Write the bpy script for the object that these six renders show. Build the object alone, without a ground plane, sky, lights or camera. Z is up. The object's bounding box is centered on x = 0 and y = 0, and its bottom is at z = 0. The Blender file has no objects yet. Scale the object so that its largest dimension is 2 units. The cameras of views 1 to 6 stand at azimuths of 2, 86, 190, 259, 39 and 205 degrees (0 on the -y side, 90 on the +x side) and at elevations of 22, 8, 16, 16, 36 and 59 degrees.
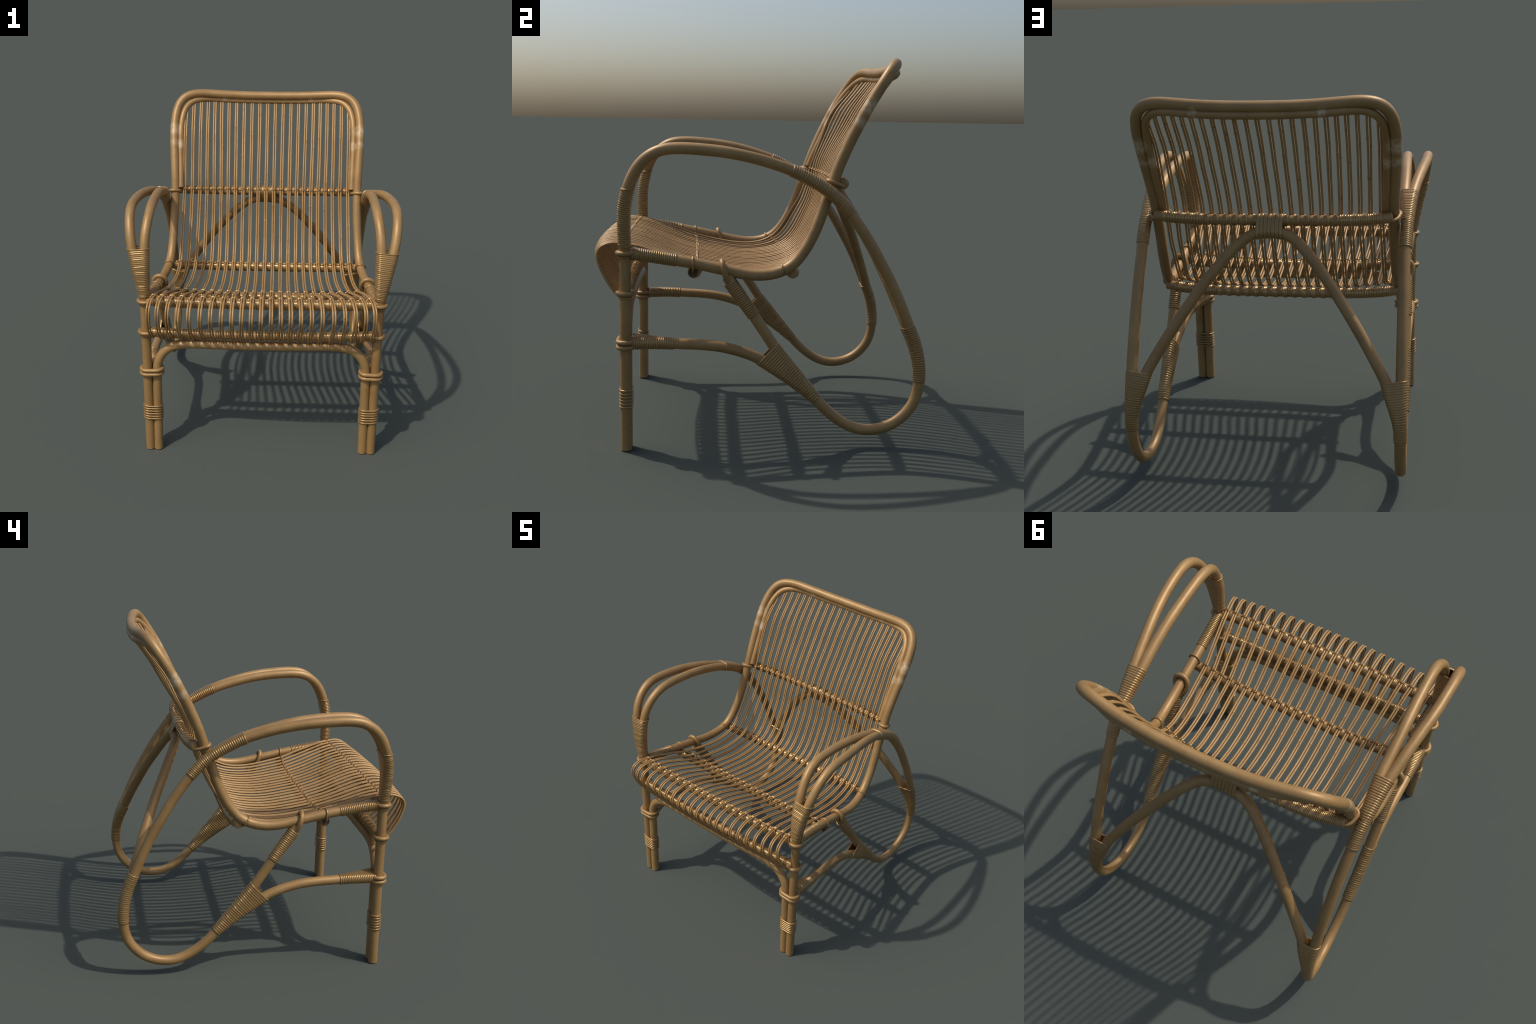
import bpy, math, random
import numpy as np
from mathutils import Vector

random.seed(7)
rng = np.random.default_rng(7)
A3 = lambda *p: np.array(p, float)

# ------------------------------------------------------------------ materials
def new_mat(name):
    m = bpy.data.materials.new(name)
    m.use_nodes = True
    nt = m.node_tree
    nt.nodes.clear()
    out = nt.nodes.new("ShaderNodeOutputMaterial")
    b = nt.nodes.new("ShaderNodeBsdfPrincipled")
    nt.links.new(b.outputs[0], out.inputs[0])
    return m, nt, b

def rattan(name, dark, mid, light, rough=0.45, grain=60.0, metallic=0.0, spec=0.5,
           bump=0.15, patches=(), patch_col=(0.56, 0.42, 0.26)):
    """Tan cane: slow patchy tone + stretched fibre noise, optional pale joint smears at given |x|,y,z."""
    m, nt, b = new_mat(name)
    N, L = nt.nodes, nt.links
    tc = N.new("ShaderNodeTexCoord")
    n1 = N.new("ShaderNodeTexNoise"); n1.inputs["Scale"].default_value = 9.0; n1.inputs["Detail"].default_value = 3
    L.new(tc.outputs["Object"], n1.inputs["Vector"])
    n2 = N.new("ShaderNodeTexNoise"); n2.inputs["Scale"].default_value = grain; n2.inputs["Detail"].default_value = 5
    n2.inputs["Roughness"].default_value = 0.65
    mp = N.new("ShaderNodeMapping"); mp.inputs["Scale"].default_value = (3.0, 0.55, 0.55)
    L.new(tc.outputs["Object"], mp.inputs["Vector"]); L.new(mp.outputs[0], n2.inputs["Vector"])
    add = N.new("ShaderNodeMath"); add.operation = 'MULTIPLY_ADD'; add.inputs[1].default_value = 0.55
    L.new(n1.outputs["Fac"], add.inputs[0])
    mul = N.new("ShaderNodeMath"); mul.operation = 'MULTIPLY'; mul.inputs[1].default_value = 0.45
    L.new(n2.outputs["Fac"], mul.inputs[0]); L.new(mul.outputs[0], add.inputs[2])
    inf = N.new("ShaderNodeObjectInfo")
    rv = N.new("ShaderNodeMath"); rv.operation = 'MULTIPLY_ADD'; rv.inputs[1].default_value = 0.16; rv.inputs[2].default_value = -0.08
    L.new(inf.outputs["Random"], rv.inputs[0])
    sm = N.new("ShaderNodeMath"); sm.operation = 'ADD'
    L.new(add.outputs[0], sm.inputs[0]); L.new(rv.outputs[0], sm.inputs[1])
    cr = N.new("ShaderNodeValToRGB")
    e = cr.color_ramp.elements
    e[0].position = 0.30; e[0].color = (*dark, 1)
    e[1].position = 0.72; e[1].color = (*light, 1)
    k = e.new(0.5); k.color = (*mid, 1)
    L.new(sm.outputs[0], cr.inputs[0])
    col = cr.outputs[0]
    if patches:
        ab = N.new("ShaderNodeVectorMath"); ab.operation = 'ABSOLUTE'
        L.new(tc.outputs["Object"], ab.inputs[0])
        acc = None
        for (px, py, pz, pr) in patches:
            d = N.new("ShaderNodeVectorMath"); d.operation = 'DISTANCE'; d.inputs[1].default_value = (px, py, pz)
            L.new(ab.outputs[0], d.inputs[0])
            mr = N.new("ShaderNodeMapRange"); mr.interpolation_type = 'SMOOTHSTEP'
            mr.inputs["From Min"].default_value = pr * 0.45; mr.inputs["From Max"].default_value = pr
            mr.inputs["To Min"].default_value = 1; mr.inputs["To Max"].default_value = 0
            L.new(d.outputs["Value"], mr.inputs["Value"])
            if acc is None: acc = mr.outputs[0]
            else:
                mx = N.new("ShaderNodeMath"); mx.operation = 'MAXIMUM'
                L.new(acc, mx.inputs[0]); L.new(mr.outputs[0], mx.inputs[1]); acc = mx.outputs[0]
        n3 = N.new("ShaderNodeTexNoise"); n3.inputs["Scale"].default_value = 45
        L.new(tc.outputs["Object"], n3.inputs["Vector"])
        g = N.new("ShaderNodeMapRange"); g.inputs["From Min"].default_value = 0.25; g.inputs["From Max"].default_value = 0.60
        L.new(n3.outputs["Fac"], g.inputs["Value"])
        mm = N.new("ShaderNodeMath"); mm.operation = 'MULTIPLY'; L.new(acc, mm.inputs[0]); L.new(g.outputs[0], mm.inputs[1])
        ms = N.new("ShaderNodeMath"); ms.operation = 'MULTIPLY'; ms.inputs[1].default_value = 0.95; L.new(mm.outputs[0], ms.inputs[0])
        mixp = N.new("ShaderNodeMix"); mixp.data_type = 'RGBA'
        L.new(ms.outputs[0], mixp.inputs["Factor"]); L.new(col, mixp.inputs["A"]); mixp.inputs["B"].default_value = (*patch_col, 1)
        col = mixp.outputs["Result"]
    L.new(col, b.inputs["Base Color"])
    b.inputs["Roughness"].default_value = rough
    b.inputs["Metallic"].default_value = metallic
    b.inputs["Specular IOR Level"].default_value = spec
    bp = N.new("ShaderNodeBump"); bp.inputs["Strength"].default_value = bump; bp.inputs["Distance"].default_value = 0.002
    L.new(n2.outputs["Fac"], bp.inputs["Height"]); L.new(bp.outputs[0], b.inputs["Normal"])
    return m

POLE = rattan("rattan_pole", (0.280, 0.163, 0.057), (0.338, 0.200, 0.073), (0.395, 0.240, 0.094), rough=0.48, metallic=0.22, bump=0.08,
              patches=[(0.632, 0.545, 1.750, 0.062), (0.630, 0.50, 1.67, 0.045), (0.585, 0.50, 1.66, 0.045),
                       (0.30, 0.728, 1.945, 0.035), (0.30, 0.738, 1.925, 0.032)])
CANE = rattan("thin_cane", (0.33, 0.189, 0.066), (0.375, 0.219, 0.080), (0.42, 0.252, 0.098), rough=0.48, grain=30, metallic=0.1, bump=0.0)
WRAP = rattan("binding_strip", (0.295, 0.178, 0.066), (0.34, 0.208, 0.081), (0.39, 0.245, 0.102), rough=0.34, metallic=0.45, grain=90, bump=0.05)
LASH = rattan("lashing_strip", (0.40, 0.24, 0.095), (0.48, 0.30, 0.125), (0.56, 0.37, 0.165), rough=0.23, metallic=0.6, grain=90, bump=0.0)
NODE = rattan("cane_node", (0.13, 0.065, 0.022), (0.17, 0.085, 0.03), (0.21, 0.11, 0.04), rough=0.5)
DARK = rattan("hollow_end_shade", (0.05, 0.028, 0.012), (0.07, 0.04, 0.018), (0.10, 0.06, 0.028), rough=0.8)  # near-black colour painting the shade inside a hollow bar end

# ------------------------------------------------------------------ geometry helpers
def spline(pts, step=0.012, smooth=1):
    """Catmull-Rom through control points, resampled evenly, light smoothing."""
    P = np.array(pts, float)
    n = len(P)
    ext = np.vstack([2 * P[0] - P[1], P, 2 * P[-1] - P[-2]])
    out = []
    for i in range(n - 1):
        p0, p1, p2, p3 = ext[i:i + 4]
        t0 = 0.0
        t1 = t0 + max(np.linalg.norm(p1 - p0), 1e-6) ** 0.5
        t2 = t1 + max(np.linalg.norm(p2 - p1), 1e-6) ** 0.5
        t3 = t2 + max(np.linalg.norm(p3 - p2), 1e-6) ** 0.5
        for t in np.linspace(t1, t2, 14, endpoint=False):
            a1 = (t1 - t) / (t1 - t0) * p0 + (t - t0) / (t1 - t0) * p1
            a2 = (t2 - t) / (t2 - t1) * p1 + (t - t1) / (t2 - t1) * p2
            a3 = (t3 - t) / (t3 - t2) * p2 + (t - t2) / (t3 - t2) * p3
            b1 = (t2 - t) / (t2 - t0) * a1 + (t - t0) / (t2 - t0) * a2
            b2 = (t3 - t) / (t3 - t1) * a2 + (t - t1) / (t3 - t1) * a3
            out.append((t2 - t) / (t2 - t1) * b1 + (t - t1) / (t2 - t1) * b2)
    out.append(P[-1])
    return resample(np.array(out), step, smooth)

def resample(Q, step, smooth=0):
    s = np.concatenate([[0], np.cumsum(np.linalg.norm(np.diff(Q, axis=0), axis=1))])
    m = max(int(round(s[-1] / step)), 2)
    t = np.linspace(0, s[-1], m + 1)
    R = np.stack([np.interp(t, s, Q[:, k]) for k in range(3)], 1)
    for _ in range(smooth):
        for _ in range(6):
            R[1:-1] = 0.25 * R[:-2] + 0.5 * R[1:-1] + 0.25 * R[2:]
    return R

def frames(P, closed=False):
    n = len(P)
    if closed:
        T = np.roll(P, -1, 0) - np.roll(P, 1, 0)
    else:
        T = np.gradient(P, axis=0)
    T /= np.linalg.norm(T, axis=1)[:, None]
    ref = A3(0, 0, 1) if abs(T[0][2]) < 0.9 else A3(1, 0, 0)
    U = np.zeros_like(P)
    u = np.cross(T[0], ref); u /= np.linalg.norm(u)
    for i in range(n):
        u = u - T[i] * (u @ T[i]); u /= np.linalg.norm(u)
        U[i] = u
    return T, U, np.cross(T, U)

class MB:
    """Mesh accumulator."""
    def __init__(self): self.v = []; self.f = []; self.mi = []; self.n = 0
    def add(self, V, F, m=0):
        self.v.append(np.asarray(V, float)); self.f += [tuple(i + self.n for i in f) for f in F]
        self.mi += (m if isinstance(m, list) else [m] * len(F)); self.n += len(V)
    def grid(self, rings, closed_path=False, caps=True, m=0, ring_m=None):
        """rings: (n, k, 3) -> quads; caps as n-gons."""
        R = np.asarray(rings); n, k, _ = R.shape
        F = []; M = []
        for i in range(n if closed_path else n - 1):
            a, b = i * k, ((i + 1) % n) * k
            for j in range(k):
                j2 = (j + 1) % k
                F.append((a + j, a + j2, b + j2, b + j)); M.append(ring_m[i] if ring_m else m)
        if caps and not closed_path:
            F.append(tuple(range(k - 1, -1, -1))); F.append(tuple((n - 1) * k + j for j in range(k)))
            M += [m, m]
        self.add(R.reshape(-1, 3), F, M)
    def tube(self, P, r, seg=18, closed=False, round_ends=True, m=0, flat=1.0, ring_m=None, hollow=False):
        P = np.asarray(P, float); r = np.broadcast_to(np.asarray(r, float), (len(P),)).copy()
        T, U, V = frames(P, closed)
        th = np.linspace(0, 2 * np.pi, seg, endpoint=False)
        if closed and len(P) > 2:      # remove holonomy twist for closed loops
            u = U[-1] - T[0] * (U[-1] @ T[0]); u /= np.linalg.norm(u)
            ang = math.atan2(u @ V[0], u @ U[0])
        else: ang = 0
        rings = []
        for i in range(len(P)):
            a = th - ang * i / len(P)
            rings.append(P[i] + r[i] * (np.cos(a)[:, None] * U[i] + flat * np.sin(a)[:, None] * V[i]))
        rm = list(ring_m) if ring_m else None
        if not closed and round_ends:
            e = r[0] * 0.18
            def shr(ring, c, t, d): return c + (ring - c) * 0.86 + t * d
            first = shr(rings[0], P[0], -T[0], e * 0.9); last = shr(rings[-1], P[-1], T[-1], r[-1] * 0.16)
            rings = [first] + rings + [last]
            if rm: rm = [m] + rm + [m, m]
        self.grid(rings, closed, True, m, rm)
    def obj(self, name, mats, parent, smooth_angle=40, stuff=False):
        me = bpy.data.meshes.new(name)
        V = np.vstack(self.v)
        me.from_pydata(V.tolist(), [], self.f)
        for mt in (mats if isinstance(mats, (list, tuple)) else [mats]): me.materials.append(mt)
        me.polygons.foreach_set("material_index", self.mi)
        me.polygons.foreach_set("use_smooth", [True] * len(me.polygons))
        me.update()
        o = bpy.data.objects.new(name, me)
        bpy.context.scene.collection.objects.link(o)
        try: me.set_sharp_from_angle(angle=math.radians(smooth_angle))
        except Exception: pass
        o.parent = parent
        if stuff: o["kind"] = "stuff"
        return o

def mirx(P):
    Q = np.array(P, float).copy(); Q[..., 0] *= -1
    return Q

def stadium(a, b, r, u, v, seg=40):
    """Convex outline of two circles a,b radius r in plane (u along a->b, v)."""
    th = np.linspace(0, 2 * np.pi, seg, endpoint=False) + 1e-4
    d = np.outer(np.cos(th), u) + np.outer(np.sin(th), v)
    c = np.where((np.cos(th) > 0)[:, None], b, a)
    return c, d, r

def sleeve(mb, Apts, Bpts, r, turn=0.0085, ridge=0.0035, seg=44, sub=6, flatness=1.0, jitter=0.12, lip=0.0032, udef=None, Tfix=None):
    """Corrugated wrapping around two rods whose axes are the polylines A and B (may coincide)."""
    Apts = np.array(Apts, float); Bpts = np.array(Bpts, float)
    C = (Apts + Bpts) / 2
    s = np.concatenate([[0], np.cumsum(np.linalg.norm(np.diff(C, axis=0), axis=1))])
    nt = max(int(round(s[-1] / turn)), 2)
    t = np.linspace(0, s[-1], nt * sub + 1)
    I = lambda Q: np.stack([np.interp(t, s, Q[:, k]) for k in range(3)], 1)
    Aq, Bq = I(Apts), I(Bpts)
    rq = np.interp(t, s, np.broadcast_to(np.asarray(r, float), (len(s),)))
    Cq = (Aq + Bq) / 2
    T = np.gradient(Cq, axis=0); T /= np.linalg.norm(T, axis=1)[:, None]
    for _ in range(8): T[1:-1] = (T[:-2] + T[1:-1] * 2 + T[2:]) / 4
    T /= np.linalg.norm(T, axis=1)[:, None]
    if Tfix is not None: T[:] = A3(*Tfix)
    D = Bq - Aq
    big = np.argmax(np.linalg.norm(D, axis=1))
    u0 = D[big] if np.linalg.norm(D[big]) > 1e-4 else (A3(*udef) if udef is not None else A3(1, 0, 0.01))
    jit = 1 + jitter * rng.standard_normal(nt + 2)
    rings = []
    for i in range(len(t)):
        u = u0 - T[i] * (u0 @ T[i]); u /= np.linalg.norm(u)
        v = np.cross(T[i], u)
        sep = max((Bq[i] - Aq[i]) @ u, 0.0)
        mid = Cq[i]
        a, b = mid - u * sep / 2, mid + u * sep / 2
        ph = i / sub
        loc = ph - math.floor(ph)
        h = (max(0.0, 1 - (2 * loc - 1) ** 2) ** (0.5 * flatness)) * jit[int(ph) % len(jit)]
        if i == 0 or i == len(t) - 1: h = 0
        c, d, rr = stadium(a, b, rq[i] + lip, u, v, seg)
        rings.append(c + d * (rr + ridge * (h - 0.6)))
    # inner closing rings so the sleeve has thickness at its rims
    def inner(k):
        u = u0 - T[k] * (u0 @ T[k]); u /= np.linalg.norm(u); v = np.cross(T[k], u)
        sep = max((Bq[k] - Aq[k]) @ u, 0.0)
        c, d, rr = stadium(Cq[k] - u * sep / 2, Cq[k] + u * sep / 2, rq[k] - 0.004, u, v, seg)
        return c + d * rr
    rings = [inner(min(3 * sub, len(t) - 1)), inner(0)] + rings + [inner(len(t) - 1), inner(max(len(t) - 1 - 3 * sub, 0))]
    mb.grid(rings, False, False)

def loop_ring(mb, a, b, R, r, u, v, tilt=None, seg=36, tseg=10):
    """Closed cane ring following a stadium around axis points a,b."""
    c, d, rr = stadium(np.array(a, float), np.array(b, float), R, np.array(u, float), np.array(v, float), seg)
    P = c + d * rr
    if tilt is not None: P = P + np.outer(d @ np.array(tilt[0], float), np.array(tilt[1], float))
    P = resample(np.vstack([P, P[:1]]), 0.008)[:-1]
    mb.tube(P, r, seg=tseg, closed=True)

# ------------------------------------------------------------------ the chair
chair = bpy.data.objects.new("rattan_armchair", None)
bpy.context.scene.collection.objects.link(chair)
chair["label"] = "woven rattan lounge armchair with looped arms and curved rear supports"
chair["category"] = "armchair"

R = 0.0285      # main pole radius
X, Y, Z = A3(1, 0, 0), A3(0, 1, 0), A3(0, 0, 1)

def both(fn):
    for s in (1, -1): fn(s)
def sx(P, s):
    Q = np.array(P, float).copy(); Q[..., 0] *= s
    return Q

# ---- seat-and-back frame (one long bent pole)
half = [(0, .737, 1.953), (.15, .734, 1.954), (.28, .727, 1.959), (.40, .714, 1.967), (.475, .700, 1.971), (.54, .682, 1.963),
        (.585, .659, 1.938), (.612, .629, 1.897), (.627, .592, 1.840), (.632, .554, 1.778), (.630, .495, 1.667), (.624, .442, 1.556),
        (.618, .396, 1.444), (.617, .373, 1.376), (.618, .337, 1.274), (.621, .306, 1.179), (.624, .282, 1.119), (.628, .250, 1.054),
        (.633, .207, .989), (.638, .168, .948), (.647, .110, .917), (.658, .038, .902), (.664, -.046, .903), (.666, -.126, .918),
        (.667, -.21, .936), (.668, -.306, .957), (.670, -.40, .974), (.676, -.527, .995), (.680, -.60, 1.006), (.684, -.650, 1.013)]
full = [(-x, y, z) for x, y, z in half[:0:-1]] + half
frame_path = spline(full, 0.014, 1)
b = MB(); b.tube(frame_path, R, 20); seat_frame = b.obj("seat_back_frame", POLE, chair)

inner_half = [(0, .744, 1.915), (.14, .741, 1.916), (.284, .733, 1.921), (.40, .719, 1.929), (.475, .694, 1.930), (.525, .671, 1.917),
              (.556, .643, 1.891), (.574, .611, 1.855), (.586, .564, 1.790), (.588, .503, 1.667), (.585, .453, 1.556), (.581, .407, 1.455), (.580, .382, 1.392)]
inner_path = spline([(-x, y, z) for x, y, z in inner_half[:0:-1]] + inner_half, 0.014, 1)
b = MB(); b.tube(inner_path, 0.0205, 16); b.obj("inner_back_rail", POLE, chair)

# ---- front legs
def leg_outer(s):
    b = MB(); b.tube(spline(sx([(.689, -.667, 0.004), (.690, -.667, .55), (.692, -.667, 1.035)], s), .02, 0), R, 18)
    b.obj("front_leg", POLE, chair)
both(leg_outer)
arch_half = [(0, -.672, .731), (.25, -.670, .733), (.42, -.667, .735), (.49, -.667, .728), (.54, -.667, .714), (.575, -.667, .690),
             (.604, -.667, .655), (.622, -.667, .615), (.630, -.667, .57), (.633, -.667, .50), (.635, -.667, .25), (.638, -.667, .004)]
arch = spline([(-x, y, z) for x, y, z in arch_half[::-1]] + arch_half[1:], 0.014, 0)
b = MB(); b.tube(arch, R * .98, 18); b.obj("front_arch", POLE, chair)

# ---- arms: outer pole runs on into the rear support loop, inner pole merges behind the wrap
outer = [(.693, -.668, 1.03), (.712, -.671, 1.13), (.732, -.668, 1.23), (.756, -.648, 1.335), (.769, -.618, 1.412), (.776, -.582, 1.465),
         (.780, -.538, 1.503), (.781, -.483, 1.528), (.780, -.425, 1.535), (.777, -.362, 1.535), (.771, -.277, 1.529), (.760, -.185, 1.520),
         (.746, -.092, 1.504), (.731, .003, 1.482), (.716, .098, 1.452), (.709, .145, 1.436), (.701, .20, 1.410), (.694, .267, 1.374),
         (.687, .338, 1.332), (.683, .400, 1.280), (.680, .455, 1.217), (.677, .505, 1.149), (.676, .556, 1.074), (.675, .606, .988),
         (.675, .659, .893), (.675, .707, .796), (.675, .743, .711), (.675, .775, .632), (.674, .802, .567), (.674, .822, .500),
         (.674, .834, .431), (.674, .837, .355), (.674, .829, .288), (.674, .806, .224), (.674, .764, .168), (.674, .709, .124),
         (.673, .643, .097), (.672, .577, .088), (.671, .510, .098), (.671, .442, .130), (.672, .375, .180), (.673, .316, .239),
         (.674, .240, .334), (.675, .160, .435), (.675, .080, .537), (.675, .038, .600), (.675, -.022, .690), (.675, -.085, .785), (.675, -.142, .868), (.674, -.160, .893)]
inner = [(.691, -.668, 1.03), (.688, -.671, 1.14), (.686, -.668, 1.24), (.686, -.648, 1.335), (.681, -.616, 1.415), (.674, -.576, 1.470),
         (.668, -.530, 1.506), (.665, -.480, 1.527), (.664, -.41, 1.534), (.664, -.31, 1.531), (.666, -.153, 1.514), (.667, -.005, 1.481),
         (.666, .10, 1.450), (.665, .145, 1.434), (.669, .20, 1.412), (.675, .267, 1.376), (.681, .33, 1.338), (.683, .37, 1.306)]
outer_path = spline(outer, 0.014, 1)
inner_arm = spline(inner, 0.014, 1)
def arms(s):
    b = MB(); b.tube(sx(outer_path, s), R, 20); b.obj("arm_and_rear_support", POLE, chair)
    b = MB(); b.tube(sx(inner_arm, s), R, 20); b.obj("inner_arm_rail", POLE, chair)
both(arms)

def near(path, axis, val, lo=None, hi=None):
    """Index of the path point closest to value on an axis inside an index window."""
    w = np.arange(len(path))
    if lo is not None: w = w[(w >= lo) & (w <= hi)]
    return w[np.argmin(abs(path[w, axis] - val))]
def seg_of(path, i, j): return path[i:j + 1] if j >= i else path[j:i + 1][::-1]
top_i = int(np.argmax(outer_path[:, 2]))
bot_i = int(np.argmin(np.where(np.arange(len(outer_path)) > top_i, outer_path[:, 2], 9)))

# ---- side stretchers
stretch = [(.678, -.640, .556), (.684, -.526, .558), (.684, -.40, .553), (.682, -.304, .549), (.679, -.207, .539), (.677, -.142, .525),
           (.676, -.077, .506), (.675, -.020, .484), (.675, .035, .455), (.675, .085, .424), (.675, .155, .371), (.675, .225, .313)]
stretch_path = spline(stretch, .014, 1)
both(lambda s: (lambda b: (b.tube(sx(stretch_path, s), R * .97, 18), b.obj("side_stretcher", POLE, chair)))(MB()))

# ---- rear inverted-V brace
vh = [(0, .480, 1.300), (.07, .481, 1.292), (.13, .491, 1.260), (.198, .525, 1.200), (.286, .576, 1.099), (.373, .633, .986),
      (.459, .685, .862), (.518, .722, .770), (.575, .758, .675), (.604, .776, .622), (.632, .797, .560), (.654, .817, .495), (.666, .829, .44)]
brace = spline([(-x, y, z) for x, y, z in vh[:0:-1]] + vh, .014, 1)
b = MB(); b.tube(brace, R, 20); b.obj("rear_brace", POLE, chair)

# ---- cross bars  (end, mid): parabola bow
def bar_path(end, mid, xe, n=41):
    xs = np.linspace(-xe, xe, n); w = 1 - (np.abs(xs) / xe) ** 4
    return np.stack([xs, end[0] + (mid[0] - end[0]) * w, end[1] + (mid[1] - end[1]) * w], 1)
BARS = {   # name: (end yz, mid yz, half length, radius)
    "back_bar": ((.418, 1.364), (.454, 1.353), .606, .0270),
    "rear_seat_bar": ((.170, .908), (.199, .890), .640, .0262),
    "middle_seat_bar": ((-.332, .915), (-.315, .893), .668, .0275),
    "front_seat_bar": ((-.667, 1.016), (-.686, 1.012), .685, .0285),
    "front_lower_bar": ((-.665, .813), (-.676, .802), .685, .0262)}
BP = {}
for nm, (e, m, xe, r) in BARS.items():
    P = bar_path(e, m, xe); BP[nm] = P
    b = MB(); b.tube(P, r, 18, round_ends=True)
    if nm == "middle_seat_bar": b.mi[-1] = 1; b.mi[-2] = 1  # solid end caps coloured dark for the shaded hollow
    b.obj(nm, [POLE, DARK], chair)

# ---- woven canes: 23 pairs from back rail, over the bars, round the front
XT = [0, .054, .108, .162, .215, .268, .318, .365, .411, .458, .507, .556]
XB = [0, .053, .105, .158, .209, .258, .307, .355, .404, .452, .502, .555]
XS = [0, .055, .106, .158, .209, .260, .310, .360, .412, .465, .518, .569]
XM = [0, .055, .108, .161, .214, .268, .322, .376, .430, .484, .538, .592]
XF = [0, .0555, .110, .166, .223, .284, .345, .408, .469, .529, .587, .636]
XL = [0, .057, .112, .168, .225, .285, .345, .410, .474, .535, .594, .650]
# (station key, y/z at centre, y/z at side) ; key picks the x-table blend
PROFILE = [
    ("T", 0.0, None, None),
    ("T", .08, (.704, 1.855), (.605, 1.832)), ("T", .2, (.661, 1.795), (.548, 1.778)), ("T", .32, (.622, 1.738), (.507, 1.722)), ("T", .5, (.577, 1.650), (.478, 1.635)),
    ("T", .7, (.500, 1.535), (.437, 1.522)), ("T", .87, (.456, 1.445), (.403, 1.432)), ("B", 0, (.4240, 1.371), (.3880, 1.381)),
    ("B", .2, (.394, 1.290), (.360, 1.296)), ("B", .4, (.371, 1.200), (.323, 1.200)), ("B", .6, (.332, 1.105), (.266, 1.103)),
    ("B", .78, (.290, 1.020), (.210, 1.008)), ("B", .92, (.240, .957), (.174, .965)), ("S", 0, (.186, .9235), (.146, .943)),
    ("S", .12, (.120, .902), (.085, .915)), ("S", .3, (.045, .890), (.010, .902)), ("S", .45, (-.03, .886), (-.060, .902)),
    ("S", .6, (-.10, .890), (-.135, .910)), ("S", .8, (-.195, .904), (-.225, .927)), ("M", 0, (-.315, .9265), (-.330, .952)),
    ("M", .3, (-.42, .957), (-.430, .985)), ("M", .6, (-.53, 1.000), (-.535, 1.018)), ("M", .85, (-.630, 1.036), (-.620, 1.044)),
    ("F", 0, (-.690, 1.047), (-.675, 1.0515)),
    ("F", .12, (-.747, 1.051), (-.727, 1.058)), ("F", .22, (-.794, 1.044), (-.765, 1.052)), ("F", .32, (-.831, 1.029), (-.795, 1.035)),
    ("F", .40, (-.851, 1.007), (-.808, 1.008)), ("F", .48, (-.860, .979), (-.806, .972)), ("F", .58, (-.843, .941), (-.790, .927)), ("F", .7, (-.813, .893), (-.766, .878)),
    ("F", .82, (-.773, .841), (-.736, .831)), ("F", .92, (-.736, .800), (-.706, .796)), ("L", 0, (-.705, .776), (-.676, .780)), ("L", 0, (-.662, .771), (-.642, .784))]
TAB = {"T": (XT, XB), "B": (XB, XS), "S": (XS, XM), "M": (XM, XF), "F": (XF, XL), "L": (XL, XL)}
itop = inner_path[(inner_path[:, 2] > 1.84)]
RC = 0.0058
def cane_path(i, side):
    a = abs(i); sg = 1 if i >= 0 else -1
    t = a / 11.0; w = 1 - t ** 4
    pts = []
    for key, fr, c, s in PROFILE:
        xa, xb = TAB[key][0][a], TAB[key][1][a]
        x = xa + (xb - xa) * fr
        if key == 'F': x *= 1 + .022 * math.sin(math.pi * fr)
        half_sep = 0.0069 if key in "TBS" else (0.0069 + 0.0004 * fr if key == "M" else 0.0073)
        xx = sg * x + side * half_sep
        if c is None:
            k = np.argmin(abs(itop[:, 0] - xx))
            y, z = itop[k, 1] - .006, itop[k, 2] - .012
        else:
            w = 1 - t ** (2.2 if key in 'TF' else 4)
            y = s[0] + (c[0] - s[0]) * w; z = s[1] + (c[1] - s[1]) * w
        pts.append((xx, y, z))
    P = spline(pts, 0.0125, 0)
    n = int(0.55 / 0.0125)                       # springy, evenly bending upper run
    for _ in range(40):
        P[1:n - 1] = 0.25 * P[0:n - 2] + 0.5 * P[1:n - 1] + 0.25 * P[2:n]
    return P
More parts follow.
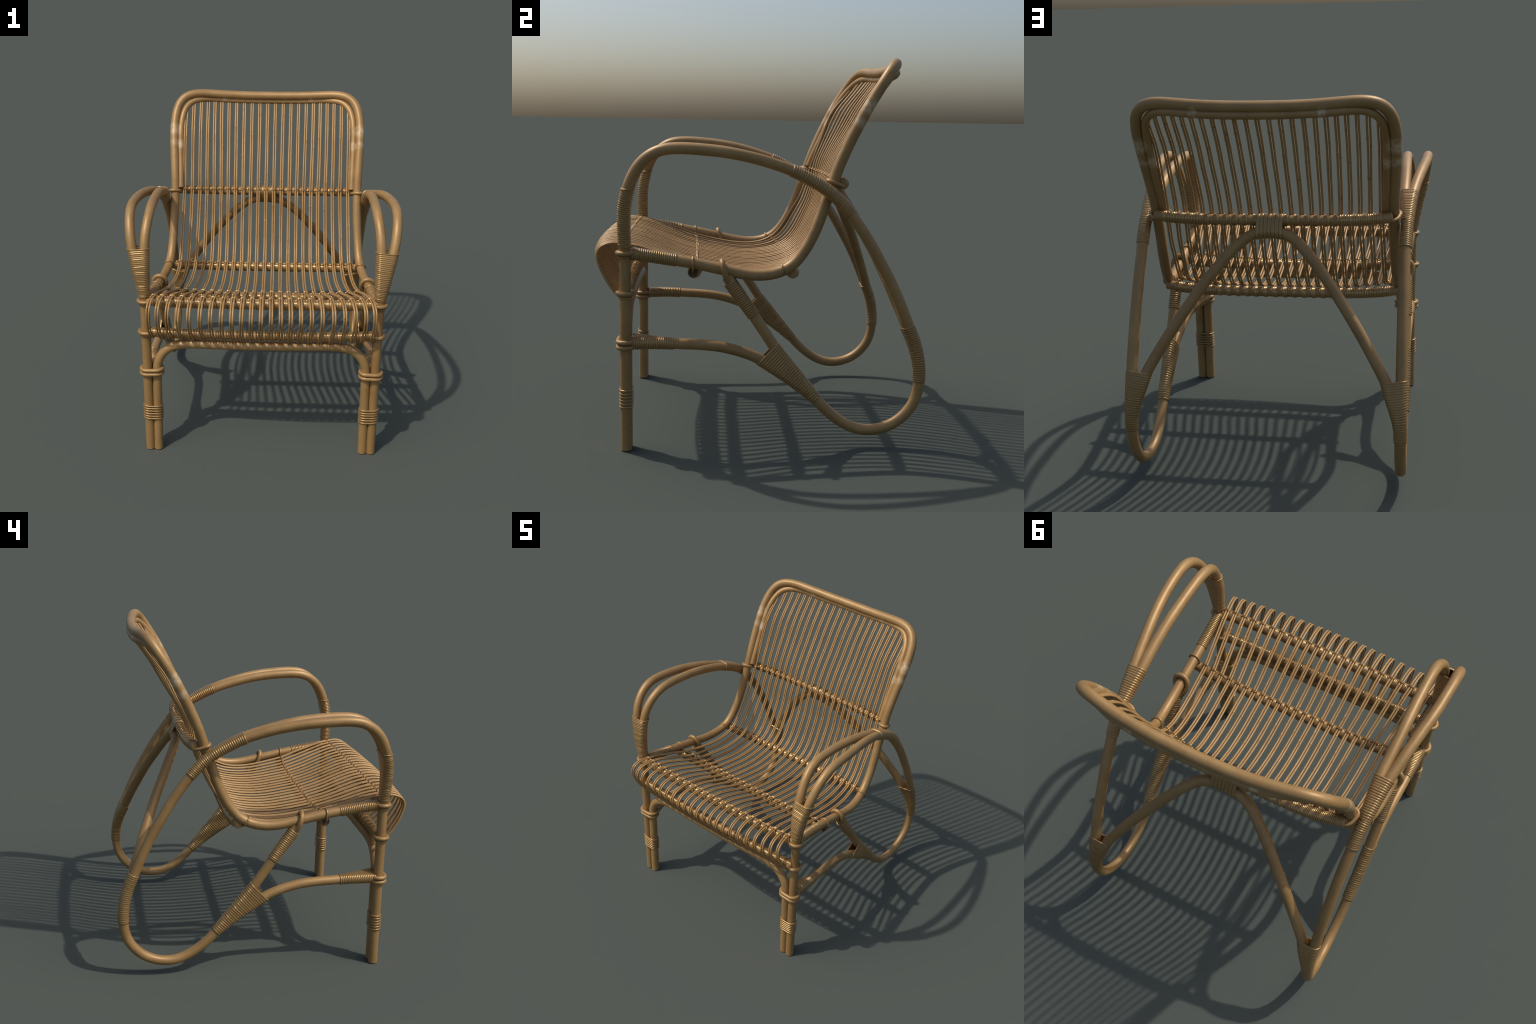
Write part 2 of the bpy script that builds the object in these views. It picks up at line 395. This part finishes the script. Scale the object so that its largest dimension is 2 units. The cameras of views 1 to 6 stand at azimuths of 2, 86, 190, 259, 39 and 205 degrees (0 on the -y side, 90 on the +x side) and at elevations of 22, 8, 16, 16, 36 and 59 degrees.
for i in range(-11, 12):
    for side in (-1, 1):
        P = cane_path(i, side)
        # fine wobble of natural cane
        s = np.arange(len(P)) * 0.0125
        ph = rng.uniform(0, 6.28, 4)
        P[:, 0] += 0.0009 * np.sin(s * 9 + ph[0]) * np.sin(s * 2.3 + ph[1])
        P[:, 2] += 0.0007 * np.sin(s * 7 + ph[2])
        # growth nodes: short swollen rings, pinched dark line between
        nodes = []
        pos = rng.uniform(0.05, 0.35)
        while pos < s[-1] - .05:
            nodes.append(pos); pos += rng.uniform(0.24, 0.62)
        st = list(s); extra = []
        for q in nodes: extra += [q - .0085, q - .0045, q - .0016, q + .0016, q + .0045, q + .0085]
        allS = np.array(sorted(set([v for v in st if all(abs(v - q) > .010 for q in nodes)] + extra)))
        allS = np.clip(allS, 0, s[-1])
        Q = np.stack([np.interp(allS, s, P[:, k]) for k in range(3)], 1)
        rr = np.full(len(allS), RC) * rng.uniform(.96, 1.05)
        rm = []
        for k, v in enumerate(allS):
            dmin = min([abs(v - q) for q in nodes]) if nodes else 1
            if dmin < .0020: rr[k] *= 1.0
            elif dmin < .005: rr[k] *= 1.27
            nxt = allS[min(k + 1, len(allS) - 1)]
            mid = (v + nxt) / 2
            rm.append(1 if any(abs(mid - q) < .0008 for q in nodes) else 0)
        b = MB(); b.tube(Q, rr, 8, ring_m=rm[:-1])
        b.obj("cane", [CANE, NODE], chair, 60)

# ---- lashing: rings round the bars between the pairs and straps across each pair
def bar_at(nm, x):
    P = BP[nm]; return A3(x, np.interp(x, P[:, 0], P[:, 1]), np.interp(x, P[:, 0], P[:, 2]))
def ring_on_bar(mb, nm, x, r, tilt=0.0, sr=0.0032, flat=.75):
    c = bar_at(nm, x); n = 20
    th = np.linspace(0, 2 * np.pi, n, endpoint=False)
    P = np.stack([c[0] + tilt * np.cos(th), c[1] + r * np.cos(th), c[2] + r * np.sin(th)], 1)
    mb.tube(P, sr, 6, closed=True)
LASHED = {"back_bar": (XB, (-.90, .43), 6), "rear_seat_bar": (XS, (-.40, .92), 12), "middle_seat_bar": (XM, (.10, .99), 18), "front_seat_bar": (XF, (-.06, 1.0), 22), "front_lower_bar": (XL, (-.5, -.85), None)}
def cane_cross(i, nm):
    """Centre of pair i where it crosses a bar."""
    keyrow = {"back_bar": 7, "rear_seat_bar": 13, "middle_seat_bar": 19, "front_seat_bar": 23}[nm]
    key, fr, c, s = PROFILE[keyrow]; a = abs(i); w = 1 - (a / 11) ** (2.2 if key in 'TF' else 4)
    return A3((1 if i >= 0 else -1) * TAB[key][0][a], s[0] + (c[0] - s[0]) * w, s[1] + (c[1] - s[1]) * w)
for nm, (XX, nv, _) in LASHED.items():
    rbar = BARS[nm][3]
    b = MB()
    xs = [-x for x in XX[:0:-1]] + XX
    xs_ext = [-(BARS[nm][2] - .05)] + xs + [BARS[nm][2] - .05]
    for k in range(len(xs_ext) - 1):
        x0, x1 = xs_ext[k], xs_ext[k + 1]
        outerband = abs((x0 + x1) / 2) > 0.36
        g0, g1 = x0 + .013, x1 - .013
        if nm == "front_lower_bar" and not outerband:
            cnt = 2; spread = 0.35
        elif outerband:
            g0, g1 = x0, x1
            cnt = max(int((g1 - g0) / .0068), 2); spread = 1.0
        else:
            cnt = 4; spread = 0.62
        mid = (g0 + g1) / 2
        for q in range(cnt):
            f = 0 if cnt == 1 else (q / (cnt - 1) - .5) * spread
            x = mid + f * (g1 - g0)
            if abs(x) > BARS[nm][2] - .03: continue
            if nm == "back_bar" and not outerband:
                tl = (.0155, -.0155, 0, 0)[q]
                x = mid if q < 2 else x
                if q >= 2: continue
            else: tl = rng.uniform(-.0012, .0012)
            ring_on_bar(b, nm, x, rbar + .0012 + rng.uniform(-.0004, .0006), tl, sr=.0034 if not outerband else .0036)
    b.obj("bar_lashing", LASH, chair, 60, stuff=True)

# straps (two strands) across each pair
def strap_mesh():
    b = MB()
    for dy in (-.0036, .0036):
        P = [(-.0265, dy * .35, -.0045), (-.0195, dy * .6, -.0042), (-.0155, dy * .9, -.0015), (-.0135, dy, .0042), (-.0072, dy, .0076), (0, dy, .0074), (.0072, dy, .0076), (.0135, dy, .0042), (.0155, dy * .9, -.0015), (.0195, dy * .6, -.0042), (.0265, dy * .35, -.0045)]
        b.tube(spline(P, .0035, 0), .0026, 7)
    return b
proto = strap_mesh().obj("cane_stitch", LASH, chair, 60)
sm = proto.data
first = True
from mathutils import Matrix
for nm in ("back_bar", "rear_seat_bar", "middle_seat_bar", "front_seat_bar"):
    for i in range(-11, 12):
        c = cane_cross(i, nm); bc = bar_at(nm, c[0])
        n = c - bc; n[0] = 0; n /= np.linalg.norm(n)
        xax = A3(1, 0, 0); yax = np.cross(n, xax)
        o = proto if first else proto.copy()
        if not first: bpy.context.scene.collection.objects.link(o)
        first = False
        M = Matrix(((xax[0], yax[0], n[0], c[0]), (xax[1], yax[1], n[1], c[1]), (xax[2], yax[2], n[2], c[2]), (0, 0, 0, 1)))
        M = M @ Matrix.Rotation(rng.uniform(-.12, .12), 4, 'Z') @ Matrix.Scale(rng.uniform(.94, 1.06), 4)
        o.parent = chair
        o.matrix_world = M

# ---- wrappings
def wraps(s):
    # arm fan above the front leg
    i0, i1 = near(outer_path, 2, 1.040, 0, top_i), near(outer_path, 2, 1.332, 0, top_i)
    j0, j1 = near(inner_arm, 2, 1.040, 0, 40), near(inner_arm, 2, 1.332, 0, 40)
    k = 30
    a = resample(inner_arm[j0:j1 + 1], 1e9)[:0]
    tt = np.linspace(0, 1, k)
    def along(P, lo, hi):
        Q = P[lo:hi + 1]; u = np.linspace(0, 1, len(Q)); return np.stack([np.interp(tt, u, Q[:, c]) for c in range(3)], 1)
    b = MB(); sleeve(b, sx(along(inner_arm, j0, j1), s), sx(along(outer_path, i0, i1), s), R, turn=.0108, ridge=.0022); 
    loop_ring(b, sx(inner_arm[j1] + A3(0, 0.002, .004), s), sx(outer_path[i1] + A3(0, .002, .006), s), R + .0045, .0038, sx(X, s), Y, seg=40, tseg=6)
    b.obj("arm_wrap", WRAP, chair, 80)
    # arm/back crossing wrap
    i0, i1 = near(outer_path, 1, .147, top_i, bot_i - 60), near(outer_path, 1, .345, top_i, bot_i - 60)
    j0, j1 = near(inner_arm, 1, .147, 40, 999), near(inner_arm, 1, .345, 40, 999)
    b = MB(); sleeve(b, sx(along(inner_arm, j0, j1), s), sx(along(outer_path, i0, i1), s), R, turn=.0125, ridge=.0028)
    i2 = near(outer_path, 2, 1.214, top_i, bot_i)
    sleeve(b, sx(along(outer_path, i1, i2), s), sx(along(outer_path, i1, i2), s), R, turn=.0110, ridge=.0025)
    b.obj("arm_wrap", WRAP, chair, 80)
    # rear cone: support + brace
    i0, i1 = near(outer_path, 2, .636, top_i, bot_i), near(outer_path, 2, .350, top_i, bot_i)
    Aq = along(outer_path, i0, i1)
    sep = np.interp(tt, [0, .15, .3, .48, .65, .8, 1], [.074, .060, .045, .026, .010, .002, 0])
    Bq = Aq + np.outer(sep, A3(-.985, -.10, .05))
    b = MB(); sleeve(b, sx(Aq, s), sx(Bq, s), R + .0005, turn=.0120, ridge=.0018); b.obj("support_wrap", WRAP, chair, 80)
    # side cone: support + stretcher
    n = len(outer_path)
    i0, i1 = near(outer_path, 2, .537, bot_i, n), near(outer_path, 2, .262, bot_i, n)
    Aq = along(outer_path[::1], i1, i0)[::-1]
    sep = np.interp(tt, [0, .25, .5, .75, 1], [.098, .068, .041, .017, 0])
    Bq = Aq + np.outer(sep, A3(0, -.785, -.62))
    b = MB(); sleeve(b, sx(Aq, s), sx(Bq, s), R + .0005, turn=.0135, ridge=.0026); b.obj("support_wrap", WRAP, chair, 80)
    # strut wrap under the seat
    i0, i1 = near(outer_path, 2, .700, bot_i, n), near(outer_path, 2, .866, bot_i, n)
    Aq = along(outer_path, i0, i1)
    b = MB(); sleeve(b, sx(Aq, s), sx(Aq + np.outer(np.linspace(0, .010, k), A3(0, -.78, -.3)), s), R, turn=.012, ridge=.0026)
    b.obj("support_wrap", WRAP, chair, 80)
    # seat frame wrap near leg
    fi = frame_path[frame_path[:, 0] > 0.3]; 
    m = (fi[:, 1] < -.415) & (fi[:, 1] > -.640) & (fi[:, 2] < 1.2)
    Q = fi[m]
    b = MB(); sleeve(b, sx(Q, s), sx(Q, s), R, turn=.0105, ridge=.0028); b.obj("seat_frame_wrap", WRAP, chair, 80)
    # stretcher wrap, widening onto both leg poles
    m = (stretch_path[:, 1] < -.417)
    Q = stretch_path[m]; f = np.clip((-.45 - Q[:, 1]) / .19, 0, 1) ** 1.3
    b = MB(); sleeve(b, sx(Q + np.outer(f * .010, X), s), sx(Q - np.outer(f * .045, X) + np.outer(f * .008, Z), s), R * .97, turn=.0105, ridge=.0028); b.obj("stretcher_wrap", WRAP, chair, 80)
    # leg rings
    b = MB()
    loop_ring(b, sx((.636, -.668, .568), s), sx((.689, -.668, .566), s), R + .009, .0125, sx(X, s), Y)
    loop_ring(b, sx((.636, -.668, .541), s), sx((.689, -.668, .539), s), R + .009, .0125, sx(X, s), Y)
    b.obj("leg_ring", POLE, chair)
    for zz in (1.016, .814):
        b = MB(); loop_ring(b, sx((.684, -.668, zz), s), sx((.692, -.668, zz), s), R + .008, .0125, sx(X, s), Y)
        loop_ring(b, sx((.688, -.668, zz - .021), s), sx((.692, -.668, zz - .021), s), R + .003, .005, sx(X, s), Y)
        b.obj("leg_ring", POLE, chair)
    b = MB()
    for q in range(6):
        zz = .228 + q * .0172 + rng.uniform(-.0012, .0012)
        loop_ring(b, sx((.636, -.667, zz), s), sx((.690, -.667, zz), s), R + .0015, .0058, sx(X, s), Y, tilt=(X, (0, 0, .003 * s)))
    b.obj("leg_binding", WRAP, chair)
    # hook of the strut over the seat frame
    hook = [(.684, -.150, .872), (.697, -.166, .897), (.7055, -.176, .925), (.703, -.183, .950), (.687, -.187, .968), (.664, -.189, .974), (.641, -.187, .965),
            (.628, -.180, .943), (.628, -.168, .912), (.640, -.150, .880), (.652, -.138, .860)]
    P = spline(hook, .008, 0); f = np.linspace(0, 1, len(P))
    rr = .0135 + .006 * np.clip(1 - f * 3.2, 0, 1) + .005 * np.clip(f * 4 - 3, 0, 1)
    b = MB(); b.tube(sx(P, s), rr, 12); b.obj("strut_hook", POLE, chair)
    # ties between cross bars and frame
    fr = lambda y, z: frame_path[np.argmin(np.linalg.norm(frame_path - A3(.65, y, z), axis=1))]
    c = fr(-.337, .965); e = BP["middle_seat_bar"][-1]
    u = A3(0, e[1] - c[1], e[2] - c[2]); L = np.linalg.norm(u); u /= L
    b = MB(); loop_ring(b, sx(c, s), sx(c + u * .012, s), R + .004, .0055, u, X); b.obj("tie_ring", WRAP, chair)
    c = fr(.135, .930); T = fr(.20, .98) - fr(.09, .91); T /= np.linalg.norm(T); v = np.cross(T, X)
    b = MB(); loop_ring(b, sx(c, s), sx(c + v * .0, s), R + .004, .0055, sx(X, s), v); b.obj("tie_ring", WRAP, chair)
    # thick tongue of the back bar round the frame
    c = fr(.374, 1.372); c2 = A3(c[0] - .008, .398, 1.360)
    u = c2 - c; u /= np.linalg.norm(u)
    b = MB(); loop_ring(b, sx(c, s), sx(c2, s), R + .0035, .0105, sx(u, s), sx(np.cross(u, np.cross(X, u)) * 0 + A3(1, 0, 0), s)); b.obj("frame_ring", POLE, chair)
both(wraps)

# ---- flat binding joining brace and back bar
tt = np.linspace(-.068, .068, 15)
bb = np.array([bar_at("back_bar", x) for x in tt]); br = np.array([[x, np.interp(x, brace[:, 0], brace[:, 1]), np.interp(x, brace[:, 0], brace[:, 2])] for x in tt])
b = MB(); sleeve(b, bb, br, R + .002, turn=.0195, ridge=.0035, sub=10, flatness=.35, jitter=.08, udef=(0, .4, -.9), Tfix=(1, 0, 0)); b.obj("brace_binding", WRAP, chair, 60)

bpy.context.view_layer.update()
